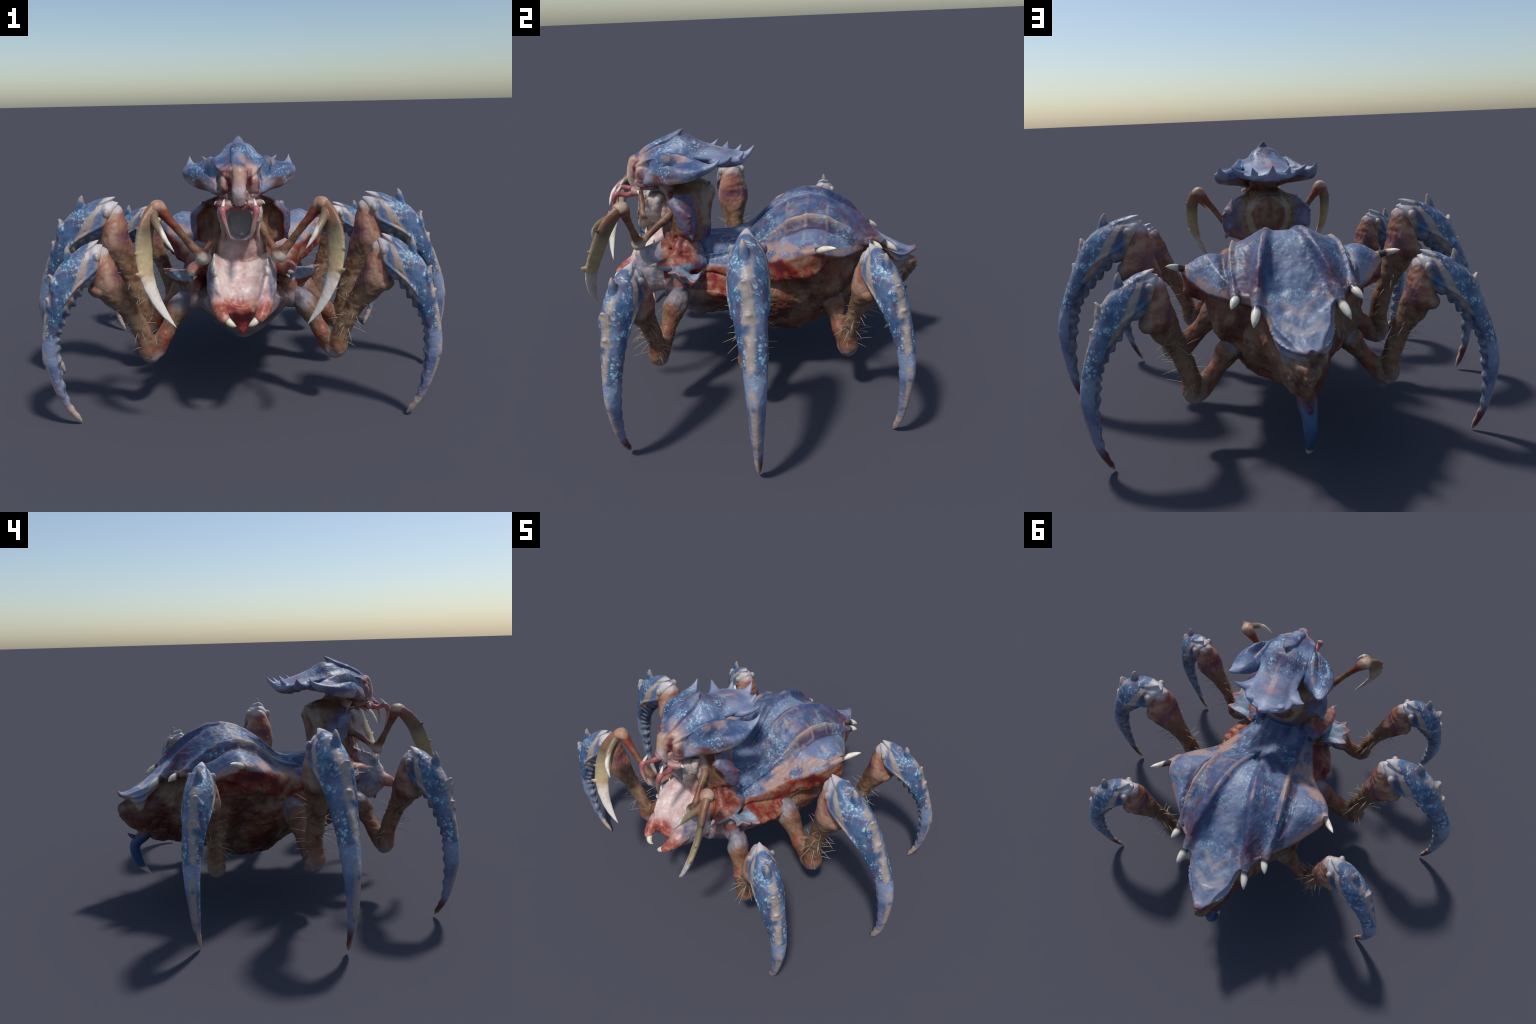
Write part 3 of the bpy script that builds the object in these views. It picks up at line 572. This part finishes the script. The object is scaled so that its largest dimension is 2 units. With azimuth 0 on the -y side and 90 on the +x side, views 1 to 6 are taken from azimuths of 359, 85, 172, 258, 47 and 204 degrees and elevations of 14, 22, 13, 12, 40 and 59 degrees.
# eye-like dents and folds on the tail plate
def dent(V, c, r, depth, n):
    w = np.exp(-(((V - c) / r) ** 2).sum(1)); return V + w[:, None] * np.asarray(n) * depth
for sx in (1, -1):
    V = dent(V, (.055 * sx, .50, .69), (.02, .025, .04), .02, (0, -.4, -.9))
    V = dent(V, (.06 * sx, .57, .63), (.02, .02, .03), .015, (0, -.4, -.9))
def body_label(c):
    x, y, z = c.T; l = np.zeros(len(c), int)                            # abdomen
    l[y < -.06] = 1                                                     # thorax
    l[(z > .685 + .0 * y) & (y < -.19)] = 2                             # neck
    l[(y < -.47) & (z < .71) & (np.abs(x) < .165)] = 3                  # jaw
    pl = (np.abs(x) > .245) & (y > -.46) & (y < -.285) & (z > .53)
    l[pl & (x > 0)] = 4; l[pl & (x < 0)] = 5                            # shoulder plates
    return l
body = split(V, F, body_label, ['abdomen', 'thorax', 'neck', 'lower_jaw', 'shoulder_plate', 'shoulder_plate'], root, [M_body, M_body, M_neck, M_jaw, M_body, M_body])

# ------------------------------------------------------------------ head
hd = []
SH = [(-.575,1.058,.018,1.05,.034,1.025,.98),(-.545,1.074,.03,1.062,.06,1.04,.97),(-.50,1.10,.04,1.082,.09,1.066,.965),(-.46,1.12,.045,1.098,.10,1.074,.965),
      (-.40,1.136,.05,1.114,.115,1.086,.985),(-.36,1.15,.045,1.136,.112,1.08,1.0),(-.32,1.15,.045,1.142,.11,1.076,1.012),(-.26,1.118,.05,1.11,.105,1.064,1.02),
      (-.20,1.094,.055,1.086,.106,1.058,1.02),(-.15,1.078,.06,1.07,.118,1.05,1.01),(-.11,1.066,.06,1.058,.112,1.042,.998),(-.08,1.06,.05,1.05,.08,1.038,1.008),(-.055,1.056,.02,1.05,.035,1.044,1.03)]
def shield_section(y):
    yy = [s[0] for s in SH]; g = lambda k: float(pchip(yy, [s[k] for s in SH], y))
    zc, xm, zm, xe, ze, zu = [g(k) for k in range(1, 7)]
    half = np.array([(xm, zm), ((xm + xe) / 2, (zm + ze) / 2 - .004), (xe, ze), (xe * .96, ze - .016), (xe * .6, zu + .01)])
    loop = np.vstack([[[0, zc]], half, [[0, zu]], (half * [-1, 1])[::-1]])
    s = catmull(loop, 8, closed=True); return np.c_[s[:, 0], np.full(len(s), y), s[:, 1]]
hd.append(loft([shield_section(y) for y in np.linspace(-.575, -.055, 70)]))
# central keel rising to the top horn
hd.append(tube([(0,-.545,1.06),(0,-.50,1.092),(0,-.45,1.117),(0,-.40,1.134),(0,-.365,1.152),(0,-.342,1.168),(0,-.327,1.178)], [(.026,.016),(.032,.016),(.032,.016),(.032,.018),(.024,.015),(.012,.009),(.002,.002)]))
# back spikes
hd.append(tube([(0,-.15,1.02),(0,-.095,1.022),(0,-.055,1.042),(0,-.03,1.064),(0,-.013,1.087)], [(.06,.03),(.05,.025),(.026,.016),(.012,.009),(.0015,.0015)]))
hd += both(tube([(.05,-.17,1.03),(.062,-.125,1.028),(.074,-.092,1.045),(.081,-.077,1.062),(.085,-.068,1.077)], [(.045,.028),(.035,.022),(.018,.013),(.009,.008),(.0015,.0015)]))
hd += both(tube([(.06,-.20,1.045),(.10,-.17,1.036),(.135,-.148,1.046),(.158,-.136,1.061),(.175,-.128,1.078)], [(.05,.026),(.04,.022),(.022,.014),(.011,.008),(.0015,.0015)]))
# side lobes with a horn: y, inner x/z, ridge x/z, socket x/z, outer-top x/z, outer x/z, bottom x/z, inner-bottom x/z
LB = [(-.525,(.055,.97),(.065,.985),(.075,.99),(.085,.985),(.092,.968),(.085,.95),(.06,.94)),
      (-.48,(.07,1.05),(.09,1.06),(.110,1.018),(.128,1.026),(.140,.995),(.125,.962),(.07,.95)),
      (-.44,(.085,1.07),(.108,1.082),(.133,1.012),(.160,1.046),(.180,1.010),(.162,.966),(.085,.98)),
      (-.40,(.095,1.075),(.122,1.095),(.148,1.014),(.186,1.054),(.214,1.020),(.19,.972),(.09,1.0)),
      (-.36,(.095,1.07),(.13,1.09),(.160,1.026),(.206,1.054),(.238,1.024),(.208,.978),(.10,1.012)),
      (-.32,(.10,1.06),(.142,1.08),(.168,1.056),(.215,1.05),(.248,1.027),(.218,.985),(.105,1.018)),
      (-.28,(.115,1.05),(.155,1.068),(.18,1.058),(.222,1.05),(.247,1.032),(.224,.998),(.12,1.02)),
      (-.25,(.15,1.04),(.17,1.056),(.19,1.055),(.224,1.053),(.243,1.038),(.222,1.012),(.155,1.01)),
      (-.22,(.185,1.04),(.195,1.05),(.205,1.055),(.224,1.058),(.238,1.046),(.222,1.026),(.192,1.024)),
      (-.195,(.208,1.053),(.212,1.06),(.217,1.065),(.226,1.068),(.234,1.06),(.224,1.046),(.212,1.044)),
      (-.172,(.2255,1.085),(.226,1.086),(.2265,1.087),(.227,1.087),(.228,1.086),(.227,1.085),(.226,1.085))]
def lobe_section(y):
    yy = [s[0] for s in LB]
    pts = np.array([[float(pchip(yy, [s[k][c] for s in LB], y)) for c in (0, 1)] for k in range(1, 8)])
    s = catmull(pts, 7, closed=True); return np.c_[s[:, 0], np.full(len(s), y), s[:, 1]]
hd += both(loft([lobe_section(y) for y in np.linspace(-.525, -.172, 60)]))
# skull, cheeks, nose, upper lip
hd.append(ball((0,-.45,1.0),(.082,.085,.062)))
hd += both(ball((.052,-.515,.992),(.036,.045,.048)))
hd.append(tube([(0,-.53,1.06),(0,-.562,1.050),(0,-.576,1.022),(0,-.580,.985),(0,-.578,.955),(0,-.566,.918)], [(.020,.02),(.020,.026),(.018,.026),(.022,.029),(.020,.026),(.020,.022)], up=(1,0,0.001)))
hd.append(ball((0,-.50,.945),(.085,.075,.035)))
hd += both(tube([(.03,-.57,.925),(.06,-.565,.918),(.09,-.545,.925)], [.018,.018,.012]))
# head's own mouth: a bowl-shaped lip open to the front
def bowl():
    a = np.linspace(0, 2 * np.pi, 64, endpoint=False); rings = []
    sq = lambda v: np.sign(v) * np.abs(v) ** .62                          # squarish mouth
    for yo, sx, sz in ((-.40,.9,.95),(-.44,1.0,1.0),(-.48,1.03,1.02),(None,1.0,1.0),(None,.80,.86),(-.497,.74,.80),(-.470,.68,.72),(-.458,.35,.4)):
        s = sq(np.sin(a)); xx = .066 * sx * sq(np.cos(a)) * (1 - .20 * np.clip(-s, 0, 1)); zz = .828 + .072 * sz * s
        rim = -.532 + .03 * np.clip(s, 0, 1) ** 2 + .022 * np.clip(-s, 0, 1) ** 2
        yy = np.full_like(a, yo) if yo is not None else rim + (.004 if sx < .9 else 0)
        rings.append(np.c_[xx, yy, zz])
    return loft(rings)
hd.append(bowl())
hd += both(tube([(.07,-.45,.90),(.078,-.47,.87),(.07,-.475,.83)], [.02,.018,.016]))
V, F = remesh(hd, .0034)
V = smooth(V, F, 3)
N = vnormals(V, F); Sm = np.c_[np.abs(V[:, 0]), V[:, 1], V[:, 2]]
V = V + N * (.003 * fbm(Sm, 22, 3) * sstep(-.18, -.26, V[:, 1]))[:, None]
for sx in (1, -1):
    V = dent(V, (.140 * sx, -.425, 1.035), (.016, .045, .024), .016, (-.6 * sx, 0, -.8))
    V = dent(V, (.083 * sx, -.515, 1.01), (.009, .03, .05), .022, (0, 1, 0))
    V = dent(V, (.036 * sx, -.56, 1.02), (.010, .02, .035), .012, (0, 1, 0))
    V = dent(V, (.038 * sx, -.565, .955), (.012, .02, .018), .012, (0, 1, 0))
def head_label(c):
    x, y, z = c.T; l = np.zeros(len(c), int)
    l[(z > 1.0) | (np.abs(x) > .11)] = 1
    l[(y < -.52) & (np.abs(x) < .08) & (z < 1.075)] = 0
    l[(z < .905) & (y > -.545)] = 2
    return l
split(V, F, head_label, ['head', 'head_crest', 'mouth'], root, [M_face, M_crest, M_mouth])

# ------------------------------------------------------------------ bone parts
def bone(name, path, rad, mat, up=(0, 0, 1), parent=root, n=14):
    me = to_mesh(name, tube(path, rad, up=up, n=n, sub=5))
    a = add(name, me, parent, mat); b = a.copy(); COLL.objects.link(b); b.scale = (-1, 1, 1)
    return a
bone('spine', [(.400,.177,.698),(.416,.197,.707),(.440,.228,.721),(.462,.252,.731),(.477,.268,.736)], [.014,.0145,.014,.009,.001], M_spine)
bone('spine', [(.216,.450,.658),(.222,.478,.647),(.231,.505,.639),(.239,.522,.630),(.243,.531,.623)], [.017,.0175,.0155,.009,.001], M_spine)
bone('spine', [(.149,.528,.644),(.155,.556,.624),(.164,.59,.604),(.170,.610,.591),(.174,.623,.579)], [.017,.018,.016,.010,.001], M_spine)
bone('tusk', [(.062,-.700,.482),(.050,-.714,.472),(.036,-.719,.463),(.023,-.713,.454)], [.014,.014,.010,.001], M_tooth)
bone('fang', [(.064,-.645,.922),(.061,-.634,.936),(.058,-.623,.951)], [.007,.006,.001], M_tooth, up=(1,0,0))
bone('tooth', [(.09,-.548,.928),(.097,-.548,.922),(.103,-.546,.915)], [.006,.005,.001], M_tooth)
bone('tooth', [(.112,-.555,.65),(.112,-.558,.668),(.110,-.556,.690)], [.010,.008,.001], M_tooth, up=(1,0,0))
bone('tooth', [(.106,-.588,.63),(.106,-.592,.645),(.103,-.59,.660)], [.008,.007,.001], M_tooth, up=(1,0,0))
bone('tooth', [(.113,-.50,.675),(.113,-.502,.690),(.112,-.50,.703)], [.006,.005,.001], M_tooth, up=(1,0,0))
bone('tooth', [(.203,-.488,.612),(.212,-.505,.615),(.222,-.522,.618)], [.009,.008,.001], M_tooth)
bone('tooth', [(.195,-.482,.60),(.20,-.497,.597),(.204,-.512,.594)], [.007,.006,.001], M_tooth)
bone('mandible', [(.045,-.56,.915),(.058,-.60,.905),(.063,-.632,.912),(.066,-.652,.912),(.063,-.664,.885),(.052,-.668,.85),(.043,-.664,.82),(.037,-.660,.798)], [.019,.013,.012,.014,.011,.007,.004,.001], M_mandible, up=(1,0,.01))
# ragged fringe of the upper lip
fr = []
for i, xx in enumerate(np.linspace(-.034, .034, 7)):
    fr.append(tube([(xx,-.565,.912),(xx * 1.02,-.568,.898),(xx * 1.05,-.566,.886 + .006 * (i % 2))], [.006,.004,.0008], up=(0,1,0), n=8, sub=3))
ob = add('lip_fringe', to_mesh('lip_fringe', join(fr)), root, M_mandible); ob['kind'] = 'stuff'

# tail stinger
st = tube([(0,.63,.335),(0,.655,.30),(0,.70,.255),(0,.704,.205),(0,.683,.145),(0,.655,.105),(0,.626,.078)], [(.035,.03),(.034,.038),(.028,.028),(.026,.024),(.02,.018),(.011,.011),(.001,.001)], up=(1,0,0.001))
sv = [st, tube([(0,.70,.285),(0,.725,.30),(0,.739,.315)], [(.015,.014),(.009,.009),(.001,.001)], up=(1,0,.001), n=12), tube([(0,.71,.225),(0,.724,.232),(0,.731,.24)], [(.012,.010),(.006,.006),(.001,.001)], up=(1,0,.001), n=12)]
add('stinger', to_mesh('stinger', join(sv)), root, M_sting)

# ------------------------------------------------------------------ legs (one pattern, six placements)
# outer and inner outline of the claw in the leg's plane, bow, half thickness
CL = [((.120,.738),(.146,.665),.028,.018),((.145,.741),(.156,.630),.028,.046),((.203,.740),(.186,.594),.029,.061),((.251,.723),(.218,.570),.030,.064),((.304,.687),(.248,.526),.032,.062),((.344,.637),(.279,.491),.035,.057),
      ((.371,.574),(.309,.458),.039,.051),((.395,.509),(.334,.424),.043,.046),((.416,.446),(.350,.395),.046,.041),((.433,.385),(.354,.364),.047,.037),((.442,.322),(.362,.322),.046,.033),((.439,.262),(.371,.262),.044,.028),
      ((.429,.198),(.375,.202),.042,.023),((.415,.133),(.374,.138),.040,.018),((.395,.073),(.367,.087),.038,.014),((.370,.026),(.351,.037),.036,.010),((.351,.001),(.345,.005),.034,.003)]
def claw_piece():
    A = np.array([[*o, *i, b, t] for o, i, b, t in CL]); A = catmull(A, 12); n = 64; rings = []; L = np.linspace(0, 1, len(A))
    a = np.linspace(0, 2 * np.pi, n, endpoint=False)
    for k, (ox, oz, ix, iz, b, t) in enumerate(A):
        c = np.array([(ox + ix) / 2, (oz + iz) / 2]); h = np.array([ox - ix, oz - iz]) / 2
        ca = np.cos(a); sa = np.sin(a)
        rad = np.where(ca < 0, np.abs(ca) ** .85 * np.sign(ca), ca)          # blunter inner face
        s = L[k]
        # cross ribs and pits on the inner face
        env = sstep(.14, .24, s) * (1 - sstep(.86, .97, s))
        ph = s * 17.0; rib = .5 + .5 * math.cos(2 * math.pi * ph)
        groove = np.exp(-((np.mod(a - np.pi + np.pi, 2 * np.pi) - np.pi) / .62) ** 2)
        rad = rad + groove * env * (.16 + .42 * (1 - rib))
        uu = (np.clip(rad, -1, 1) + 1) / 2
        taper = np.where(uu < .44, .58 + .42 * (uu / .44) ** .7, 1.0)
        pit = np.exp(-((uu - .22) / .14) ** 2) * (1 - rib) * .42
        side = 1 - env * ((1 - taper) + pit)
        p2 = c + rad[:, None] * h; yy = b + t * sa * side
        # low keel along the outer edge
        keel = np.exp(-((np.mod(a + np.pi, 2 * np.pi) - np.pi) / .35) ** 2) * .003
        p2 = p2 + keel[:, None] * (h / np.linalg.norm(h))
        rings.append(np.c_[p2[:, 0], yy, p2[:, 1]])
    return loft(rings)
cl = [claw_piece()]
def spike(p, r): return tube(p, r, up=(0, 1, .001), n=16, sub=5)
cl.append(spike([(.245,.028,.705),(.200,.028,.730),(.162,.028,.748),(.131,.029,.762)], [(.016,.04),(.018,.034),(.011,.020),(.0015,.002)]))          # heel
cl.append(spike([(.265,.026,.70),(.266,.0245,.73),(.264,.024,.75),(.260,.0235,.765)], [(.026,.02),(.017,.015),(.011,.010),(.004,.004)]))
cl.append(spike([(.352,.030,.565),(.347,.028,.615),(.344,.027,.648),(.352,.026,.668)], [(.010,.026),(.015,.030),(.012,.022),(.005,.008)]))
cl.append(spike([(.378,.037,.47),(.374,.036,.525),(.373,.036,.555),(.381,.035,.574)], [(.010,.026),(.014,.030),(.011,.022),(.006,.010)]))
cl.append(spike([(.418,.046,.345),(.412,.045,.39),(.405,.045,.42),(.416,.045,.445)], [(.010,.018),(.020,.022),(.017,.018),(.004,.006)]))
# side flange: pale ridge from the joint towards the outer edge, with a free point
for s in (1, -1):
    cl.append(tube([(.165,.028 + .043 * s,.690),(.178,.029 + .054 * s,.660),(.205,.029 + .060 * s,.640),(.245,.031 + .062 * s,.618),(.285,.033 + .060 * s,.590),(.316,.036 + .056 * s,.555),(.328,.037 + .057 * s,.540)], [.014,.010,.007,.006,.006,.005,.001], n=12))
    cl.append(ball((.163,.029 + .050 * s,.70),(.014,.013,.020)))
Vc, Fc = remesh(cl, .0032); Vc = smooth(Vc, Fc, 3)
Nc = vnormals(Vc, Fc); Vc = Vc + Nc * (.0022 * fbm(Vc, 26, 2) + .0008 * fbm(Vc, 80, 2))[:, None]
claw_me = to_mesh('claw', (Vc, Fc)); claw_me.materials.append(M_claw)

lg = [tube([(.012,.0,.20),(.012,.0,.225),(.020,.0,.29),(.037,.004,.36),(.073,.012,.455),(.108,.018,.515),(.132,.024,.57),(.140,.026,.625),(.136,.027,.675),(.130,.027,.712),(.128,.027,.73)],
           [(.021,.021),(.042,.041),(.036,.039),(.036,.038),(.040,.043),(.056,.057),(.070,.064),(.068,.057),(.052,.046),(.034,.031),(.012,.012)], up=(1, 0, 0.2), sub=8, n=32)]
lg.append(tube([(.010,0,.196),(-.012,0,.222),(-.048,.0,.262),(-.092,.004,.312),(-.125,.008,.355),(-.152,.010,.388),(-.185,.015,.412),(-.225,.02,.43)], [(.020,.020),(.037,.038),(.034,.039),(.034,.036),(.046,.044),(.054,.052),(.046,.042),(.034,.034)], up=(1, 0, 1), sub=8, n=32))
lg.append(ball((.175,.028,.555),(.036,.058,.036)))
lg.append(ball((.002,0,.222),(.047,.040,.040)))
Vl, Fl = remesh(lg, .004); Vl = smooth(Vl, Fl, 6)
Nl = vnormals(Vl, Fl); Vl = Vl + Nl * (.009 * fbm(Vl, 13, 2) + .004 * (np.abs(fbm(Vl, 24, 2)) - .25) + .002 * fbm(Vl, 55, 2))[:, None]
leg_me = to_mesh('leg', (Vl, Fl)); leg_me.materials.append(M_flesh)
# bristles on the shin
br = []; r2 = np.random.default_rng(5)
shin = lambda t: np.array([.016 + .09 * t ** 1.4, .002 + .014 * t, .26 + .24 * t])
for i in range(40):
    t = r2.uniform(0, 1); a = r2.uniform(0, 2 * np.pi); c = shin(t); dirn = np.array([math.cos(a), math.sin(a), 0]) + r2.normal(0, .35, 3); dirn /= np.linalg.norm(dirn)
    l = r2.uniform(.05, .085); p0 = c + dirn * .025
    br.append(tube([p0, p0 + dirn * l * .5 + [0, 0, .003], p0 + dirn * l], [.0012, .0010, .0005], up=(.3, .2, .9), n=5, sub=2))
br_me = to_mesh('bristles', join(br)); br_me.materials.append(M_bristle)

def place(s, R, t): 
    M = Matrix([[s * R[i][j] for j in range(3)] + [t[i]] for i in range(3)] + [[0, 0, 0, 1]]); return M
c16, s16 = math.cos(math.radians(16)), math.sin(math.radians(16))
PLACES = [place(.9953, [[.8835,.4567,.1042],[-.458,.8889,-.0116],[-.098,-.0375,.9945]], (.3732,-.498,.0417)),
          place(1.1861, [[.9898,.1254,-.0677],[-.1261,.992,-.0055],[.0665,.014,.9977]], (.4983,-.1095,-.0207)),
          place(1, [[c16,-s16,0],[s16,c16,0],[0,0,1]], (.393,.333,0))]
for M in PLACES:
    for sx in (1, -1):
        m = Matrix.Diagonal((sx, 1, 1, 1)) @ M
        leg = add('leg', leg_me, root, None, m)
        add('claw', claw_me, leg); b = add('bristles', br_me, leg); b['kind'] = 'stuff'

# ------------------------------------------------------------------ arms with pincers
arm = [tube([(.075,-.41,.81),(.088,-.428,.80),(.118,-.49,.757),(.142,-.538,.72),(.155,-.564,.704)], [.022,.021,.0155,.017,.028], n=24),
       ball((.155,-.566,.704),(.034,.032,.033)),
       tube([(.155,-.564,.704),(.185,-.571,.738),(.235,-.580,.805),(.29,-.588,.878),(.322,-.592,.918),(.335,-.600,.932)], [.028,.020,.0145,.020,.030,.022], n=24),
       ball((.328,-.597,.918),(.030,.034,.032))]
Va, Fa = remesh(arm, .003); Va = smooth(Va, Fa, 5); Na = vnormals(Va, Fa); Va = Va + Na * (.003 * fbm(Va, 25, 2))[:, None]
pn = np.array([.72, .69, 0])                              # blade plane normal
pc = [tube([(.335,-.605,.918),(.352,-.640,.882),(.366,-.672,.835),(.370,-.702,.772),(.363,-.734,.70),(.338,-.757,.62),(.298,-.766,.54),(.252,-.762,.473)], [(.020,.028),(.018,.033),(.016,.038),(.015,.040),(.014,.035),(.012,.027),(.008,.017),(.001,.001)], up=np.cross(pn, (0, 0, 1)) * 1.0, n=24),
      tube([(.340,-.615,.905),(.332,-.652,.882),(.312,-.692,.858),(.283,-.727,.818),(.246,-.744,.768)], [.020,.017,.015,.010,.001], n=18)]
for p in ([(.372,-.668,.845),(.392,-.688,.853),(.404,-.699,.860)], [(.380,-.72,.755),(.393,-.735,.765),(.402,-.744,.773)], [(.374,-.755,.685),(.387,-.771,.694),(.395,-.780,.701)]):
    pc.append(tube(p, [(.012,.016),(.006,.009),(.001,.001)], up=(0, 0, 1), n=10, sub=4))
Vp, Fp = remesh(pc, .0028); Vp = smooth(Vp, Fp, 2); Np = vnormals(Vp, Fp); Vp = Vp + Np * (.0015 * fbm(Vp, 40, 2))[:, None]
arm_me = to_mesh('arm', (Va, Fa)); arm_me.materials.append(M_arm); pin_me = to_mesh('pincer', (Vp, Fp)); pin_me.materials.append(M_pincer)
for sx in (1, -1):
    a = add('arm', arm_me, root, None, Matrix.Diagonal((sx, 1, 1, 1))); add('pincer', pin_me, a)
